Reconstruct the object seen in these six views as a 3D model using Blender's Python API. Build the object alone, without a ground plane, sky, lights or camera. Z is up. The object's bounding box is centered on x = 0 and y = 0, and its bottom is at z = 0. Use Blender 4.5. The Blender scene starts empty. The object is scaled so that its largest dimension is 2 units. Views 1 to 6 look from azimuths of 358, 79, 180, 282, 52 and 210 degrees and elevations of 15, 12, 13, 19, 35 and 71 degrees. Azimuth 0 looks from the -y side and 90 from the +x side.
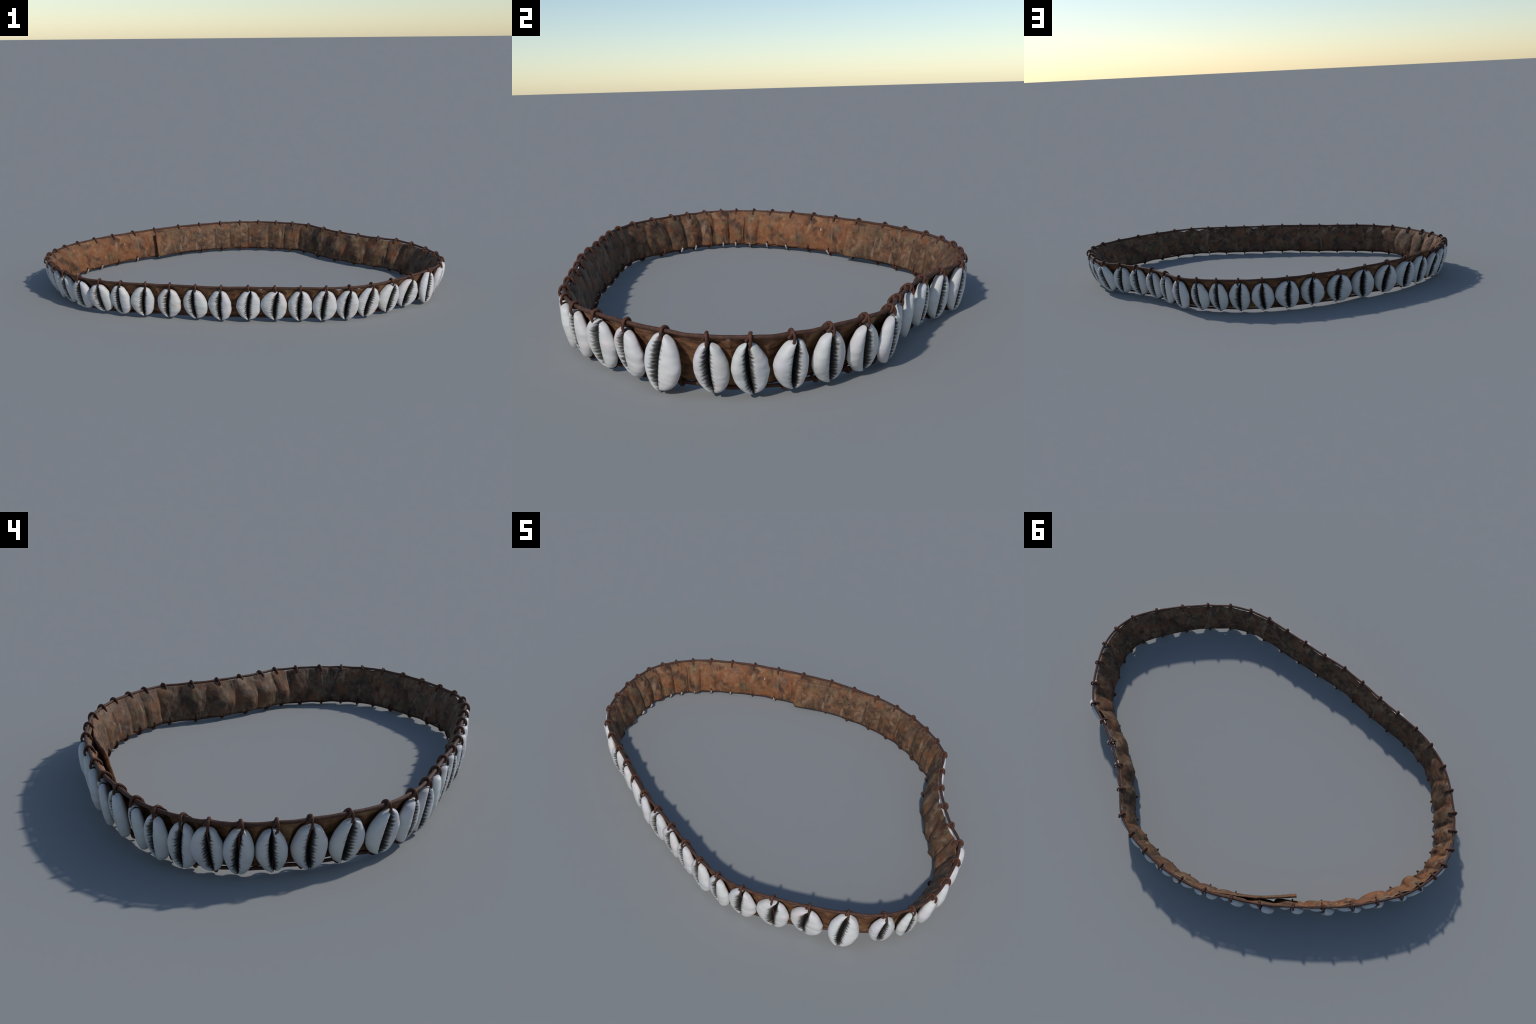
import bpy, math, random
import numpy as np
from mathutils import Matrix, Vector, noise

# ------------------------------------------------------------------ layout
# Where each shell is tied to the upper cord, walking round the belt (metres).
KNOTS = [
    (0.657, -0.565), (0.760, -0.491), (0.859, -0.405), (0.935, -0.313), (0.969, -0.216), (0.969, -0.118),
    (0.940, -0.019), (0.892, 0.085), (0.829, 0.173), (0.741, 0.225), (0.644, 0.295), (0.553, 0.373),
    (0.474, 0.463), (0.397, 0.562), (0.307, 0.614), (0.213, 0.646), (0.111, 0.668), (0.001, 0.672),
    (-0.115, 0.659), (-0.238, 0.623), (-0.357, 0.581), (-0.490, 0.513), (-0.604, 0.446), (-0.708, 0.375),
    (-0.796, 0.298), (-0.872, 0.221), (-0.925, 0.144), (-0.958, 0.066), (-0.973, -0.004), (-0.968, -0.084),
    (-0.938, -0.167), (-0.898, -0.244), (-0.835, -0.334), (-0.752, -0.422), (-0.650, -0.485), (-0.550, -0.522),
    (-0.438, -0.548), (-0.329, -0.571), (-0.215, -0.599), (-0.102, -0.621), (0.015, -0.629), (0.132, -0.641),
    (0.244, -0.651), (0.354, -0.660), (0.457, -0.652), (0.558, -0.622),
]
KNOTS = [(x * 1.005, y) for x, y in KNOTS]
N = len(KNOTS)
TOP_Z, BOTTOM_Z = 0.161, 0.0135     # height of the two edge cords
CORD_R, WIRE_R = 0.0053, 0.0042


def per_knot(*runs):
    """runs of (how many knots, value) -> one value per knot, softened"""
    a = []
    for n, v in runs:
        a += [v] * n
    a = np.array(a, float)
    assert len(a) == N
    return (np.roll(a, 1) + 2 * a + np.roll(a, -1)) / 4


# how far the lower edge stands in from the upper one
LEAN = per_knot((2, .042), (6, .059), (1, .050), (5, .036), (6, .038), (4, .033), (1, .038), (8, .051), (3, .032), (4, .036), (6, .034))
# how much of that slope the shells follow
HANG = per_knot((3, .58), (6, .62), (5, .42), (11, .66), (3, .60), (8, .78), (6, .50), (4, .66))
# small push outwards of the shells, mm
FORWARD = per_knot((4, 2), (2, 3), (6, 3), (16, 1), (8, 0), (10, 2))
# how far the leather is pushed inwards behind each shell (pleats)
PLEAT = per_knot((4, .015), (1, .018), (3, .028), (4, .033), (6, .020), (1, .018), (2, .015), (1, .016),
                 (2, .022), (2, .030), (4, .033), (3, .024), (13, .0155))
# how much of the push remains between two shells (low: sharp folds)
FILL = per_knot((6, .42), (6, .50), (9, .42), (10, .22), (15, .32))
# how deep the upper leather edge sags between two ties
SAG = per_knot((5, .002), (12, .0035), (12, .001), (4, .0025), (13, .0055))


def hash01(i, k=0):
    return random.Random(i * 7919 + k * 104729 + 17).random()


def catmull(vals, u):
    """closed Catmull-Rom through vals (n or n x d) at u, in knot units"""
    vals = np.asarray(vals, float)
    u = np.asarray(u, float)
    i = np.floor(u).astype(int)
    f = u - i
    if vals.ndim > 1:
        f = f[..., None]
    p0, p1, p2, p3 = (vals[(i + k) % N] for k in (-1, 0, 1, 2))
    return 0.5 * (2 * p1 + (p2 - p0) * f + (2 * p0 - 5 * p1 + 4 * p2 - p3) * f ** 2 + (3 * p1 - p0 - 3 * p2 + p3) * f ** 3)


def loop_frame(u):
    """position, tangent and outward normal of the upper cord line"""
    u = np.asarray(u, float)
    p = catmull(KNOTS, u)
    t = catmull(KNOTS, u + .15) - catmull(KNOTS, u - .15)
    t /= np.linalg.norm(t, axis=-1, keepdims=True)
    n = np.stack([t[..., 1], -t[..., 0]], -1)
    return p, t, n


def mesh_object(name, verts, faces, mats, parent, face_mats=None, kind=None):
    me = bpy.data.meshes.new(name)
    me.from_pydata([tuple(map(float, v)) for v in verts], [], faces)
    for m in mats:
        me.materials.append(m)
    if face_mats is not None:
        me.polygons.foreach_set("material_index", face_mats)
    me.polygons.foreach_set("use_smooth", [True] * len(me.polygons))
    me.update()
    ob = bpy.data.objects.new(name, me)
    bpy.context.scene.collection.objects.link(ob)
    ob.parent = parent
    if kind:
        ob["kind"] = kind
    return ob


# ------------------------------------------------------------------ materials
class Nodes:
    def __init__(self, name):
        self.mat = bpy.data.materials.new(name)
        self.mat.use_nodes = True
        self.t = self.mat.node_tree
        self.t.nodes.clear()
        self.out = self.n("ShaderNodeOutputMaterial")
        self.bsdf = self.n("ShaderNodeBsdfPrincipled")
        self.l(self.bsdf.outputs[0], self.out.inputs[0])

    def n(self, kind, **kw):
        nd = self.t.nodes.new(kind)
        for k, v in kw.items():
            setattr(nd, k, v)
        return nd

    def l(self, a, b):
        self.t.links.new(a, b)

    def put(self, sock, v):
        if isinstance(v, bpy.types.NodeSocket):
            self.l(v, sock)
        else:
            sock.default_value = v

    def math(self, op, a, b=0.0, c=0.0, clamp=False):
        nd = self.n("ShaderNodeMath", operation=op, use_clamp=clamp)
        for s, v in zip(nd.inputs, (a, b, c)):
            self.put(s, v)
        return nd.outputs[0]

    def step(self, v, lo, hi, a=0.0, b=1.0):
        nd = self.n("ShaderNodeMapRange", interpolation_type='SMOOTHSTEP')
        for s, x in zip(nd.inputs, (v, lo, hi, a, b)):
            self.put(s, x)
        return nd.outputs[0]

    def noise(self, vec, scale, detail=4, rough=.55, distortion=0.0):
        nd = self.n("ShaderNodeTexNoise")
        self.l(vec, nd.inputs["Vector"])
        nd.inputs["Scale"].default_value = scale
        nd.inputs["Detail"].default_value = detail
        nd.inputs["Roughness"].default_value = rough
        nd.inputs["Distortion"].default_value = distortion
        return nd.outputs["Fac"]

    def mix(self, fac, a, b, mode='MIX'):
        nd = self.n("ShaderNodeMix", data_type='RGBA', blend_type=mode)
        self.put(nd.inputs[0], fac)
        for s, v in ((nd.inputs[6], a), (nd.inputs[7], b)):
            self.put(s, (*v, 1) if isinstance(v, tuple) else v)
        return nd.outputs[2]

    def mapped(self, vec, scale=(1, 1, 1), loc=(0, 0, 0)):
        nd = self.n("ShaderNodeMapping")
        self.l(vec, nd.inputs[0])
        nd.inputs["Scale"].default_value = scale
        self.put(nd.inputs["Location"], loc)
        return nd.outputs[0]

    def bump(self, h, strength, dist):
        nd = self.n("ShaderNodeBump")
        nd.inputs["Strength"].default_value = strength
        nd.inputs["Distance"].default_value = dist
        self.l(h, nd.inputs["Height"])
        self.l(nd.outputs[0], self.bsdf.inputs["Normal"])

    def finish(self, color, rough, spec=.3):
        self.put(self.bsdf.inputs["Base Color"], (*color, 1) if isinstance(color, tuple) else color)
        self.put(self.bsdf.inputs["Roughness"], rough)
        self.bsdf.inputs["Specular IOR Level"].default_value = spec
        return self.mat


def leather_material(name, inner):
    m = Nodes(name)
    co = m.n("ShaderNodeTexCoord").outputs["Object"]
    x = m.n("ShaderNodeSeparateXYZ")
    m.l(co, x.inputs[0])
    patch = m.noise(co, 9, 3, .6, .6)
    blot = m.noise(m.mapped(co, (1, 1, .8), (3, 1, 2)), 15, 5, .58, .9)
    fine = m.noise(co, 34, 4, .6, .8)
    if inner:
        base = m.mix(m.step(blot, .32, .66), LEATHER_DARK, LEATHER_MID)
        base = m.mix(m.step(fine, .42, .66, 0, .85), base, LEATHER_LIGHT)
        # sunlight on the far-left stretch, tinted into the leather as warm tan
        tan = m.math('MULTIPLY', m.step(x.outputs[0], -.25, -.62), m.step(x.outputs[1], -.25, .05))
        tan = m.math('MULTIPLY', tan, m.step(blot, .28, .55, .45, 1))
        base = m.mix(tan, base, m.mix(m.step(fine, .35, .7), LEATHER_RUST, LEATHER_TAN))
        grey = m.step(m.noise(m.mapped(co, loc=(7, 4, 9)), 15, 5, .62, .5), .48, .66, 0, .75)
        base = m.mix(grey, base, LEATHER_GREY)
        olive = m.step(m.noise(m.mapped(co, loc=(1, 8, 5)), 14, 4, .6, .5), .50, .68, 0, .62)
        base = m.mix(olive, base, LEATHER_OLIVE)
        rust = m.step(m.noise(m.mapped(co, loc=(5, 2, 1)), 17, 5, .62, .4), .46, .66, 0, .72)
        dusky = m.step(m.noise(m.mapped(co, loc=(2, 6, 3)), 17, 5, .62, .4), .47, .67, 0, .80)
        base = m.mix(rust, base, LEATHER_RUST)
        base = m.mix(dusky, base, LEATHER_DARK)
        pale = m.step(m.noise(m.mapped(co, (1, 1, .4), (8, 3, 7)), 23, 4, .6, .5), .55, .70, 0, .62)
        base = m.mix(pale, base, LEATHER_PALE)
    else:
        grain = m.noise(m.mapped(co, (1, 1, 3.5)), 22, 5, .6, .5)
        base = m.mix(m.step(grain, .34, .66), LEATHER_OUT_DARK, LEATHER_OUT)
        base = m.mix(m.step(patch, .5, .68, 0, .7), base, LEATHER_OUT_OCHRE)
        base = m.mix(m.step(fine, .55, .75, 0, .35), base, LEATHER_GREY)
    h = m.math('ADD', m.math('MULTIPLY', fine, .6), blot)
    m.bump(h, .55, .006)
    return m.finish(base, m.step(blot, .3, .7, .62, .8), .25)


def cord_material(name, lo, hi):
    m = Nodes(name)
    co = m.n("ShaderNodeTexCoord").outputs["Object"]
    f = m.noise(co, 70, 4, .6, .3)
    g = m.noise(co, 330, 3, .6)
    c = m.mix(m.step(f, .35, .68), lo, hi)
    m.bump(m.math('ADD', f, g), .35, .002)
    return m.finish(c, .68, .25)


def shell_material():
    """Porcelain white; the slit and the tooth grooves beside it are coloured near-black, fading out on the face."""
    m = Nodes("cowrie_shell")
    co = m.n("ShaderNodeTexCoord").outputs["Object"]
    rnd = m.n("ShaderNodeObjectInfo").outputs["Random"]
    xyz = m.n("ShaderNodeSeparateXYZ")
    m.l(co, xyz.inputs[0])
    x, y, z = xyz.outputs
    shift = m.n("ShaderNodeCombineXYZ")
    m.l(m.math('MULTIPLY', rnd, 37), shift.inputs[0])
    m.l(m.math('MULTIPLY', rnd, 91), shift.inputs[2])
    vec = m.mapped(co, loc=shift.outputs[0])
    # distance from the slit's centre line (same curve as the mesh)
    a, b, c = SLIT
    line = m.math('ADD', m.math('MULTIPLY', m.math('MULTIPLY', z, z), a), m.math('ADD', m.math('MULTIPLY', z, b), c))
    dx = m.math('SUBTRACT', x, line)
    d = m.math('ABSOLUTE', dx)
    # irregular teeth
    wob = m.noise(vec, 8, 2)
    zz = m.math('ADD', m.math('ADD', z, m.math('MULTIPLY', wob, .095)), m.math('MULTIPLY', d, .12))
    teeth = m.math('SINE', m.math('MULTIPLY', zz, 2 * math.pi * TEETH))
    teeth = m.math('MULTIPLY_ADD', teeth, .5, .5)
    rag = m.noise(m.mapped(vec, (2, 1, 9)), 3.2, 3, .6)
    side = m.step(dx, -.02, .02, .118, .150)
    reach = m.math('MULTIPLY', side, m.math('ADD', m.math('MULTIPLY', teeth, .30), m.math('MULTIPLY_ADD', rag, 1.25, -.02)))
    ends = m.step(m.math('ABSOLUTE', z), .27, .50, 1, .22)
    reach = m.math('MULTIPLY', reach, ends)
    q = m.math('DIVIDE', d, m.math('ADD', reach, .004))
    dark = m.step(q, .50, 1.35, 1, 0)
    deep = m.step(q, .12, .82, 1, 0)
    front = m.step(y, -.095, -.070)
    dark = m.math('MULTIPLY', dark, front)
    # pale pink, cream and green washes, now and then an ochre patch
    tint = m.n("ShaderNodeTexNoise")
    m.l(vec, tint.inputs["Vector"])
    tint.inputs["Scale"].default_value = 1.9
    tint.inputs["Detail"].default_value = 2
    base = m.mix(.11, SHELL_WHITE, tint.outputs["Color"], 'OVERLAY')
    ochre = m.step(m.noise(m.mapped(vec, loc=(4, 2, 6)), 2.3, 2), .62, .78, 0, .5)
    base = m.mix(ochre, base, (.78, .50, .33))
    pink = m.step(m.noise(m.mapped(vec, loc=(9, 1, 3)), 2.0, 2), .60, .78, 0, .35)
    base = m.mix(pink, base, (.80, .60, .57))
    cloud = m.noise(vec, 7, 4)
    base = m.mix(m.step(cloud, .55, .8, 0, .12), base, (.45, .45, .45))
    base = m.mix(m.math('MULTIPLY', dark, .93), base, (.060, .052, .045))
    base = m.mix(m.math('MULTIPLY', deep, front), base, (.012, .010, .009))
    h = m.math('ADD', m.math('MULTIPLY', m.noise(m.mapped(vec, (.5, 1, 1.4)), 4, 1), .8), m.math('MULTIPLY', dark, -.3))
    m.bump(h, .14, .04)
    return m.finish(base, m.math('MULTIPLY_ADD', dark, .2, .48), .32)


LEATHER_DARK = (.038, .021, .014)
LEATHER_MID = (.135, .068, .036)
LEATHER_LIGHT = (.200, .118, .066)
LEATHER_TAN = (.260, .125, .058)
LEATHER_RUST = (.190, .070, .028)
LEATHER_PALE = (.250, .165, .105)
LEATHER_GREY = (.076, .055, .039)
LEATHER_OLIVE = (.130, .096, .044)
LEATHER_OUT_DARK = (.080, .037, .019)
LEATHER_OUT = (.220, .102, .049)
LEATHER_OUT_OCHRE = (.290, .170, .075)
SHELL_WHITE = (.575, .562, .556)
SLIT = (-.208, .05, .027)           # seen from outside +x is on the left; slit line x = a z^2 + b z + c in shell units
TEETH = 13

MAT_IN = leather_material("leather_inside", True)
MAT_OUT = leather_material("leather_outside", False)
MAT_CORD = cord_material("brown_cord", (.055, .026, .018), (.095, .042, .027))
MAT_TIE = cord_material("brown_tie", (.062, .025, .016), (.110, .044, .026))
MAT_WHITE = cord_material("pale_tie", (.42, .41, .40), (.66, .65, .64))
MAT_SHELL = shell_material()

# ------------------------------------------------------------------ the belt
belt = bpy.data.objects.new("cowrie_belt", None)
bpy.context.scene.collection.objects.link(belt)
belt["label"] = "brown leather belt loop edged with cord and white cowrie shells"
belt["category"] = "shell belt"


# ---- how each shell hangs
STRAY = 2                      # one shell has worked loose and stands out at the foot
PITCH = np.linalg.norm(np.roll(np.array(KNOTS), -1, 0) - np.array(KNOTS), axis=1)
PITCH = (PITCH + np.roll(PITCH, 1)) / 2
SHELL_BACK, SHELL_FACE = .115, .150


HANGING = [   # sideways shift mm, width mm, yaw deg, roll deg, stand-off mm
    (-5, 122, 0, 12, -3), (10, 122, 10, 13, 1), (14, 106, -1, 13, -2), (-2, 90, -6, 6, 2), (4, 91, -10, -2, 2), (-12, 92, -4, 1, -1),
    (-12, 104, -8, -6, -3), (-12, 111, -2, -11, 0), (-6, 116, -2, -11, 5), (-6, 112, -12, 10, -3), (-8, 110, -12, 2, -2), (-8, 109, -6, 4, -3),
    (-2, 110, -2, 10, -3), (0, 112, 2, 8, -3), (-6, 96, 6, 0, -2), (-6, 98, 8, 3, 0), (-6, 102, 3, 7, 0), (-2, 107, -5, -1, 0),
    (-7, 114, 4, 4, 2), (6, 113, 12, 0, 3), (-2, 122, 13, 7, 4), (10, 120, 15, 1, 0), (7, 122, 14, 13, 2), (-2, 122, 15, 10, 4),
    (12, 108, 8, 9, 4), (2, 86, 15, 12, 4), (14, 86, 2, 13, 4), (14, 86, -12, 12, -3), (4, 86, -13, 2, -3), (4, 80, 8, 6, -3),
    (6, 84, 0, -5, -1), (-10, 98, 8, -2, -3), (-6, 112, -8, 3, 2), (-8, 122, -2, 4, 2), (-2, 116, -4, -4, 4), (6, 103, 12, 0, 4),
    (10, 109, -9, 8, 0), (8, 108, -2, 9, 2), (8, 112, 2, 0, -2), (3, 108, 9, 4, -1), (-3, 110, -10, 8, 5), (-4, 118, -2, 10, 5),
    (3, 108, -3, 6, 2), (8, 108, -2, 10, -2), (5, 104, 7, 8, 0), (8, 111, 0, 13, -3),
]


def shell_pose(i):
    r = random.Random(100 + i)
    slide, width, yaw, roll, stand = HANGING[i]
    pose = dict(z=.0785 + r.uniform(-.002, .002), h=.1420 * r.uniform(.96, 1.03),
                tilt=LEAN[i] * HANG[i] + .001 + r.uniform(-.004, .004), stand=(stand + FORWARD[i]) * .001,
                yaw=math.radians(yaw), roll=math.radians(roll), slide=slide * .001,
                width=width * .001, depth=.142 * r.uniform(.95, 1.08))
    if i == STRAY:
        pose.update(tilt=.000, z=.081, h=.150)
    return pose


POSES = [shell_pose(i) for i in range(N)]


def shell_back(u, z):
    """how far in from the cord line the backs of the shells reach at this place"""
    best = 0.0
    for k in (math.floor(u), math.floor(u) + 1):
        s = POSES[k % N]
        x = (u - k) * PITCH[k % N] + s["slide"] - s["roll"] * (z - s["z"])
        y = 2 * (z - s["z"]) / s["h"]
        if abs(y) >= 1.0:
            continue
        a = s["width"] * .57 * (1 - y * y) ** .4
        if abs(x) >= a:
            continue
        plane = -s["stand"] + s["tilt"] * (.5 - .5 * y) - math.sin(s["yaw"]) * x
        best = max(best, plane + s["depth"] * (SHELL_BACK * 1.08 + .004) * (1 - (x / a) ** 2) ** .5 * (1 - y * y) ** .28 + .0095)
    return best


# ---- leather strap: a band of leather with thickness, its inner end lapped over
START, END = 18.2, 18.2 + N + (21.10 - 18.2)   # outer end .. free inner end
LAP = 19.0 + N                                # from here on it lies inside the first turn


def leather_point(u, v):
    """u in knots along the strap, v 0 lower edge .. 1 upper edge: inner distance and height"""
    k = int(round(u)) % N
    g = int(math.floor(u)) % N
    lap = u > LAP - 1
    amp = catmull(PLEAT, u)
    strong = min(1, max(0, (amp - .016) / .016))
    lean = catmull(LEAN, u)
    power = .45 + .4 * hash01(k, 2)
    uu = u + .13 * math.sin(math.pi * (u % 1)) ** 2 * (hash01(g, 12) - .5) * 2
    fold = abs(math.cos(math.pi * uu)) ** power             # 1 behind a shell, 0 between
    fill = catmull(FILL, u)
    behind = fill + (1 - fill) * fold
    skew = (-.12 + .6 * hash01(k, 6)) * math.sin(2 * math.pi * u) * (v - .5)
    q = 2.0 - .85 * strong                                 # domed, or folded along a ridge
    ridge = 1 - (abs(v - (.47 + .14 * (hash01(k, 3) - .5) * strong)) / .56) ** q
    edge = .30 if v < .47 else .12 + .15 * strong
    ridge = edge + (1 - edge) * max(0, ridge)
    amp *= 1 + .5 * (hash01(k, 1) - .3 * strong) * (.3 + .7 * strong)
    inward = .0022 + lean * (1 - v) + amp * max(0, behind + skew * strong) * ridge
    top = .1562 - catmull(SAG, u) * (1 - fold) * (.1 + 1.9 * hash01(g, 8) ** 2)
    top += min(.0065, .65 * max(0, amp * behind * (.12 + .15 * strong))) * (.35 if 5 < g < 12 else 1)
    low = .0175 + .004 * (1 - fold) * hash01(g, 9)
    if lap:
        a = min(1, max(0, (u - (LAP - 1)) / 1.2))
        a = a * a * (3 - 2 * a)
        f = min(1, max(0, (u - LAP) / 2.1))
        flat = .017 + .033 * f ** 1.5 + .004 * math.sin(3.1 * f) * v + .9 * lean * (1 - v)
        flat -= .004 * max(0, (f - .9) / .1) ** 2 * v
        inward = inward * (1 - a) + flat * a
        top = top * (1 - a) + .1520 * a
        worn = .006 * max(0, 1 - (END - u) / .10) ** 2
        low = low * (1 - a) + .0205 * a + worn
        top -= worn
    z = low + (top - low) * v
    crease = noise.noise(Vector((u * 3.1, v * .9 + u * .3, 4.4)))
    crease = max(0, .16 - abs(crease)) / .16               # thin, mostly upright wrinkles
    wrinkled = max(0, noise.noise(Vector((u * .35, 2.2, 7.7))) + .25)
    p = noise.noise(Vector((u * 1.9, v * 2.2, 3.1))) * .0032 + noise.noise(Vector((u * 5.5, v * 7, 8.3))) * .0016
    p += noise.noise(Vector((u * 14, v * 11, 1.7))) * .0007
    p -= crease ** 1.5 * .0030 * wrinkled
    inward += p * (.5 if lap else 1)
    need = shell_back(u, z)
    if inward < need + .003:                               # the leather drapes over the shell backs
        inward = need + .003 * math.exp((inward - need) / .003 - 1)
    return inward, z


def build_strap():
    NU, NV = int((END - START) * 28), 24
    us = np.linspace(START, END, NU + 1)
    pos, tan, nor = loop_frame(us)
    verts, faces, fm = [], [], []
    for i, u in enumerate(us):
        T = .0048 + .0085 * min(1, max(0, (u - LAP) / .8)) * min(1, max(.35, (END - u) / .06)) ** .5      # the free end is thicker
        for side in (0, 1):                     # 0 inner skin, 1 outer skin
            for j in range(NV + 1):
                v = j / NV
                d, z = leather_point(u, v)
                edge = math.sqrt(max(0, 1 - (2 * abs(v - .5)) ** 10))
                off = T * .5 * (1 if side == 0 else -1) * (.35 + .65 * edge)
                xy = pos[i] - nor[i] * (d + off)
                verts.append((xy[0], xy[1], z))
    R = 2 * (NV + 1)

    def vid(i, s, j):
        return i * R + s * (NV + 1) + j
    for i in range(NU):
        for j in range(NV):
            faces.append((vid(i, 0, j), vid(i, 0, j + 1), vid(i + 1, 0, j + 1), vid(i + 1, 0, j))); fm.append(0)
            faces.append((vid(i, 1, j), vid(i + 1, 1, j), vid(i + 1, 1, j + 1), vid(i, 1, j + 1))); fm.append(1)
        faces.append((vid(i, 0, NV), vid(i, 1, NV), vid(i + 1, 1, NV), vid(i + 1, 0, NV))); fm.append(1)
        faces.append((vid(i, 0, 0), vid(i + 1, 0, 0), vid(i + 1, 1, 0), vid(i, 1, 0))); fm.append(1)
    for i in (0, NU):
        for j in range(NV):
            q = (vid(i, 0, j), vid(i, 1, j), vid(i, 1, j + 1), vid(i, 0, j + 1))
            faces.append(q if i == 0 else q[::-1]); fm.append(1)
    return mesh_object("leather_strap", verts, faces, [MAT_IN, MAT_OUT], belt, fm)


# ---- round cords and ties are swept tubes
def sweep(path, radius, sides=10, closed=False, up=Vector((0, 0, 1)), jitter=0.0, seed=0):
    path = [Vector(p) for p in path]
    n = len(path)
    verts, faces = [], []
    prev = None
    for i, p in enumerate(path):
        a = path[(i - 1) % n] if (closed or i > 0) else p
        b = path[(i + 1) % n] if (closed or i < n - 1) else p
        t = (b - a).normalized()
        ref = up if prev is None else prev
        x = ref - t * ref.dot(t)
        x.normalize()
        if not closed:
            prev = x
        y = t.cross(x)
        r = radius(i / n) if callable(radius) else radius
        for k in range(sides):
            an = 2 * math.pi * k / sides
            rr = r * (1 + jitter * noise.noise(Vector((i * .21 + seed, k * .8, seed * 1.3))))
            verts.append(p + (x * math.cos(an) + y * math.sin(an)) * rr)
    for i in range(n if closed else n - 1):
        i2 = (i + 1) % n
        for k in range(sides):
            k2 = (k + 1) % sides
            faces.append((i * sides + k, i * sides + k2, i2 * sides + k2, i2 * sides + k))
    if not closed:
        faces.append(tuple(range(sides))[::-1])
        faces.append(tuple((n - 1) * sides + k for k in range(sides)))
    return verts, faces


def merge(parts):
    V, F, M = [], [], []
    for (v, f), m in parts:
        o = len(V)
        V += v
        F += [tuple(i + o for i in q) for q in f]
        M += [m] * len(f)
    return V, F, M


def build_cord(top):
    path = []
    per = 14
    for i in range(N * per):
        u = i / per
        p, t, n = (a for a in loop_frame(u))
        span = math.sin(math.pi * (u % 1)) ** 2
        k = int(u) % N
        if top:
            off = .0002 + .002 * (hash01(k, 21) - .5) * span
            z = TOP_Z - .0018 * hash01(k, 22) * span
        else:
            off = -catmull(LEAN, u) - .004 + .006 * (hash01(k, 23) - .5) * span
            z = BOTTOM_Z + .0035 * hash01(k, 24) * span
        path.append((p[0] + n[0] * off, p[1] + n[1] * off, z))
    v, f = sweep(path, CORD_R if top else CORD_R * .92, 12, True, jitter=.16, seed=3 if top else 8)
    return mesh_object("edge_cord", v, f, [MAT_CORD], belt)


def smooth_path(pts, sub=6):
    pts = [Vector(p) for p in pts]
    out = []
    for i in range(len(pts) - 1):
        p0, p1, p2, p3 = pts[max(i - 1, 0)], pts[i], pts[i + 1], pts[min(i + 2, len(pts) - 1)]
        for s in range(sub):
            f = s / sub
            out.append(.5 * (2 * p1 + (p2 - p0) * f + (2 * p0 - 5 * p1 + 4 * p2 - p3) * f * f
                             + (3 * p1 - p0 - 3 * p2 + p3) * f ** 3))
    return out + [pts[-1]]


def tie_mesh(name, seed, pale, depth):
    """A lashing round the cord. Local x along the cord, y outwards, z up; origin on the cord.
    One strand comes through the leather, over the cord and down into the shell's slit; a
    second one crosses it in an inverted V."""
    r = random.Random(seed)
    j = lambda s: r.uniform(-s, s)
    sx = .003 + j(.001)
    over = [(-.002 + j(.002), -depth + .006, -.024), (-.002 + j(.001), -depth - .001, -.014),
            (-.001, -depth + .002, -.004), (-.001, -.0095, .0055), (0, .000, .0098 + j(.0008)), (.0015, .0095, .0050),
            (sx * .8, .0132, -.005), (sx * .6, .0145, -.013), (.001, .0120, -.0215)]
    ring = []
    for k in range(17):
        a = 2 * math.pi * k / 16
        ring.append((-.0035 + .0062 * math.sin(a) * (1 if seed % 2 else .7), .0090 * math.cos(a) + .0005, .0090 * math.sin(a) + .0008))
    parts = [(sweep(smooth_path(over, 5), lambda f: WIRE_R * (1 - .12 * f), 8, up=Vector((1, 0, 0)), jitter=.15, seed=seed), 0),
             (sweep(ring[:-1], WIRE_R * .95, 8, True, up=Vector((1, .1, .05)), jitter=.15, seed=seed + 5), 0)]
    v, f, m = merge(parts)
    me = bpy.data.meshes.new(name)
    me.from_pydata([tuple(p) for p in v], [], f)
    me.materials.append(MAT_TIE)
    me.materials.append(MAT_WHITE)
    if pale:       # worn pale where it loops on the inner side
        for p in me.polygons:
            if p.center.y < -depth * .62 and p.center.z > -.015:
                p.material_index = 1
    me.polygons.foreach_set("use_smooth", [True] * len(me.polygons))
    me.update()
    return me


# ---- cowrie shell: lofted sections, open slit between two rolled lips
def interp(x, xs, ys):
    return float(np.interp(x, xs, ys))


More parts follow.
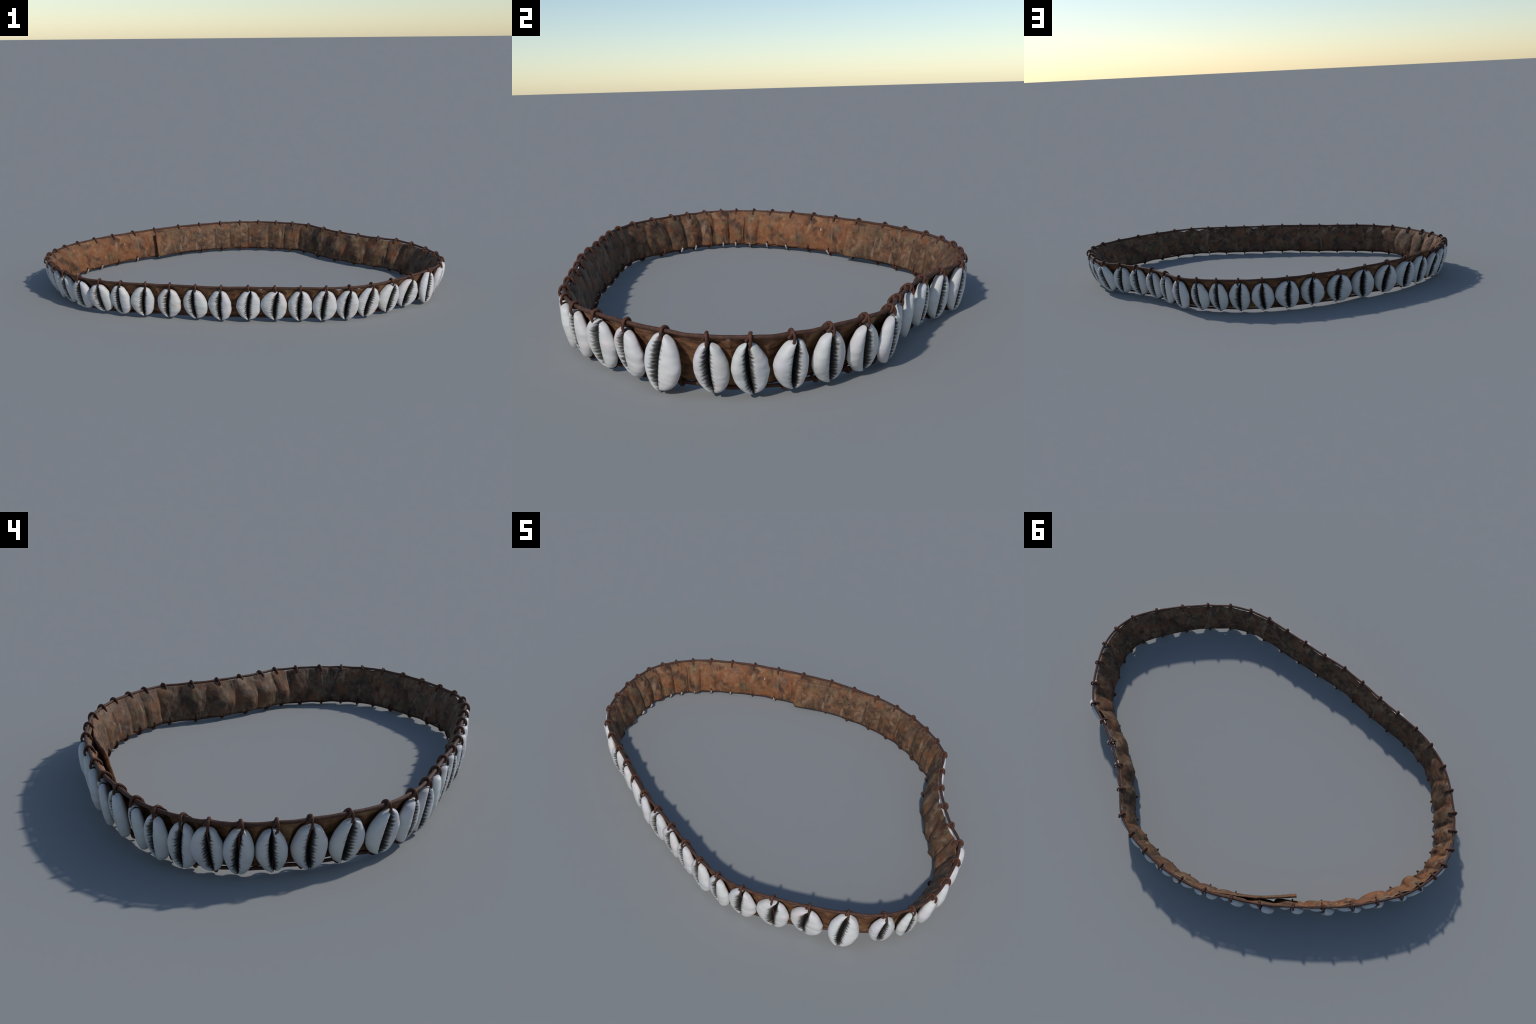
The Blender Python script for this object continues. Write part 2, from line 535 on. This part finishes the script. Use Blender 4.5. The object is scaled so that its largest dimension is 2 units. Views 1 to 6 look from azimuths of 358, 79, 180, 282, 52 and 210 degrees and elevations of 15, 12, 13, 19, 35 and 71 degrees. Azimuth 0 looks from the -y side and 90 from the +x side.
def shell_mesh(seed):
    r = random.Random(seed)
    ts = [.5 - .5 * math.cos(math.pi * k / 54) for k in range(55)]
    ts = [.35 * t + .65 * k / 54 for k, t in enumerate(ts)]
    T = [0, .025, .06, .12, .2, .3, .42, .52, .64, .76, .86, .93, .975, 1]
    wl = [.0, .20, .36, .55, .72, .87, .97, 1.0, .95, .81, .64, .50, .36, 0]
    wr = [.0, .32, .50, .68, .83, .94, 1.0, .99, .92, .77, .60, .46, .34, 0]
    wl = [a * (1 + r.uniform(-.035, .035)) for a in wl]
    wr = [a * (1 + r.uniform(-.035, .035)) for a in wr]
    bias = 1 + r.uniform(-.15, .15)          # slit off centre
    wl = [a * bias for a in wl]
    wr = [a * (2 - bias) for a in wr]

    def fine(tab):     # tabulated outline -> smooth curve
        g = np.interp(np.linspace(0, 1, 241), T, tab)
        kern = np.hanning(31); kern /= kern.sum()
        s = np.convolve(np.pad(g, 15, mode='reflect', reflect_type='odd'), kern, 'valid')
        e = np.clip(np.minimum(np.linspace(0, 1, 241), np.linspace(1, 0, 241)) / .03, 0, 1)
        s = g * (1 - e) + s * e
        return lambda t: max(0, float(np.interp(t, np.linspace(0, 1, 241), s)))
    WL, WR = fine(wl), fine(wr)
    tipL, tipR = -.022 + r.uniform(-.014, .010), .012 + r.uniform(-.012, .012)
    lipP = [0, .07, .16, .30, .48, .66, .80, .90, .96, 1.0]
    lipH = [.60, .80, .92, 1.0, .99, .90, .74, .53, .32, .04]
    half = .36
    verts, rows = [], []
    for t in ts:
        z0 = t - .5
        xs = SLIT[0] * z0 * z0 + SLIT[1] * z0 + SLIT[2]
        fullness = max(.0, math.sin(math.pi * min(1, max(0, t)))) ** .55
        row = []
        gapL = (.048 + .024 * math.sin(math.pi * t)) * min(1, fullness * 1.6 + .15)
        gapR = (.026 + .014 * math.sin(math.pi * t)) * min(1, fullness * 1.6 + .15)
        for sgn, W, gap, tip in ((1, WL(t), gapL, tipL), (-1, WR(t), gapR, tipR)):
            w = max(.002, W * (half - sgn * xs * .6 - gap * .6))
            F = SHELL_FACE * (W ** .55 if W > 0 else 0) * (.84 + .28 * t) + .004
            B = SHELL_BACK * (W ** .6 if W > 0 else 0) + .003
            zt = tip * max(0, 1 - t / .30) ** 1.2 + (.010 * sgn) * max(0, (t - .8) / .2)
            side = []
            # slit wall, from the floor up to the lip
            for k in range(6):
                f = k / 6
                tooth = .006 * math.sin(2 * math.pi * TEETH * z0 + sgn + 2 * math.sin(7 * z0 + seed)) * math.sin(math.pi * f) * min(1, W * 1.5)
                x = .012 + (gap - .012) * f ** 1.25
                side.append((xs + sgn * (x + tooth * .6), -.45 * B + (.60 * F + .45 * B) * f, z0 * (.93 + .07 * f) + zt * f))
            # face, lip to rim
            P2 = 15
            for k in range(P2 + 1):
                p = k / P2
                p = p ** .9
                h = interp(p, lipP, lipH)
                nb = noise.noise(Vector((p * 2.1 + sgn * 3 + seed, z0 * 3.4, seed * 1.7))) * .030
                nb += noise.noise(Vector((p * 3.5 + sgn * 5, z0 * 9 + seed, seed * 2.3))) * .004
                tooth = .007 * math.sin(2 * math.pi * TEETH * z0 + sgn) * max(0, 1 - p / .22) * min(1, W * 1.5)
                side.append((xs + sgn * (gap + w * p), F * h * (1 + nb * 1.5) + tooth, z0 + zt * (1 - .5 * p)))
            # back, rim to keel
            for k in range(1, 10):
                p = 1 - k / 9.0
                x = (gap + w) * math.sin(p * math.pi / 2) ** .9
                side.append((xs + sgn * x, -B * math.cos(p * math.pi / 2) ** .8, z0 * (.97 + .03 * p) + zt * .5 * p))
            row.append(side)
        L, R = row
        ring = L[::-1] + R[:-1]       # keel .. left rim .. slit floor .. right rim .. keel
        rows.append(len(verts))
        verts += ring
    m = len(ring)
    faces = []
    for a, b in zip(rows, rows[1:]):
        for k in range(m):
            k2 = (k + 1) % m
            faces.append((a + k, a + k2, b + k2, b + k))
    faces.append(tuple(range(m))[::-1])
    faces.append(tuple(rows[-1] + k for k in range(m)))
    me = bpy.data.meshes.new("cowrie_shell")
    me.from_pydata(verts, [], faces)
    me.materials.append(MAT_SHELL)
    me.polygons.foreach_set("use_smooth", [True] * len(me.polygons))
    me.update()
    import bmesh
    bm = bmesh.new(); bm.from_mesh(me)
    bmesh.ops.recalc_face_normals(bm, faces=bm.faces)
    bm.to_mesh(me); bm.free()
    return me


def place(name, me, mat, parent):
    ob = bpy.data.objects.new(name, me)
    bpy.context.scene.collection.objects.link(ob)
    ob.parent = parent
    ob.matrix_local = mat
    return ob


build_strap()
build_cord(True)
build_cord(False)

shells = [shell_mesh(s) for s in range(13)]
ties = [tie_mesh("cord_tie", s, False, d) for s in range(3) for d in (.016, .021)]
pale_ties = [tie_mesh("pale_cord_tie", s + 11, True, .020) for s in range(2)]
pos, tan, nor = loop_frame(np.arange(N))
PALE = {21, 22, 24, 25, 26, 27, 28, 30, 31, 43}

for i in range(N):
    r = random.Random(900 + i)
    p, t, n = pos[i], tan[i], nor[i]
    lean = float(LEAN[i])
    S = POSES[i]
    # axes of the shell: x along the belt, y outwards, z up and leaning with the leather
    yaw = S["yaw"]
    X = Vector((t[0], t[1], 0)); Y = Vector((n[0], n[1], 0))
    X, Y = X * math.cos(yaw) + Y * math.sin(yaw), Y * math.cos(yaw) - X * math.sin(yaw)
    Z = (Vector((0, 0, 1)) + Vector((n[0], n[1], 0)) * (S["tilt"] / .14)).normalized()
    Z = (Z + X * S["roll"]).normalized()
    Y = (Y - Z * Y.dot(Z)).normalized()
    X = Y.cross(Z)
    c = Vector((p[0], p[1], 0)) + Vector((n[0], n[1], 0)) * (S["stand"] - S["tilt"] * .5) + X * S["slide"]
    s = Vector((S["width"] / .76, S["depth"], S["h"]))
    M = Matrix(((X.x * s.x, Y.x * s.y, Z.x * s.z, c.x), (X.y * s.x, Y.y * s.y, Z.y * s.z, c.y),
                (X.z * s.x, Y.z * s.y, Z.z * s.z, S["z"]), (0, 0, 0, 1)))
    place("cowrie_shell", shells[(i * 5 + i // 13) % 13], M, belt)
    # ties above and below
    B3 = Matrix(((t[0], n[0], 0), (t[1], n[1], 0), (0, 0, 1)))
    deep = 1 if PLEAT[i] > .02 else 0
    me = ties[(i % 3) * 2 + deep]
    M = B3.to_4x4()
    M.translation = (p[0], p[1], TOP_Z)
    place("cord_tie", me, M @ Matrix.Rotation(r.uniform(-.2, .2), 4, 'Z'), belt)
    q = p - n * (lean + .004)
    me = pale_ties[i % 2] if i in PALE else ties[((i + 1) % 3) * 2 + deep]
    M = B3.to_4x4()
    M.translation = (q[0], q[1], BOTTOM_Z)
    place("cord_tie", me, M @ Matrix.Rotation(r.uniform(-.2, .2), 4, 'Z') @ Matrix.Scale(-1, 4, (0, 0, 1)) @ Matrix.Scale(.92, 4), belt)

# thread running through each slit from the upper tie to the lower one
parts = []
for i in range(N):
    p, n = pos[i], nor[i]
    t = tan[i]
    lean = float(LEAN[i])
    pts = []
    for k in range(7):
        f = k / 6
        o = .010 - (lean * .8 + .010) * f - .006 * math.sin(math.pi * f)
        x = .002 * math.sin(3 * f + i) - .002
        pts.append((p[0] + n[0] * o + t[0] * x, p[1] + n[1] * o + t[1] * x, .137 - .114 * f))
    parts.append((sweep(smooth_path(pts, 3), .0027, 7, up=Vector((n[0], n[1], 0))), 0))
v, f, m = merge(parts)
mesh_object("slit_thread", v, f, [MAT_TIE], belt, kind="stuff")
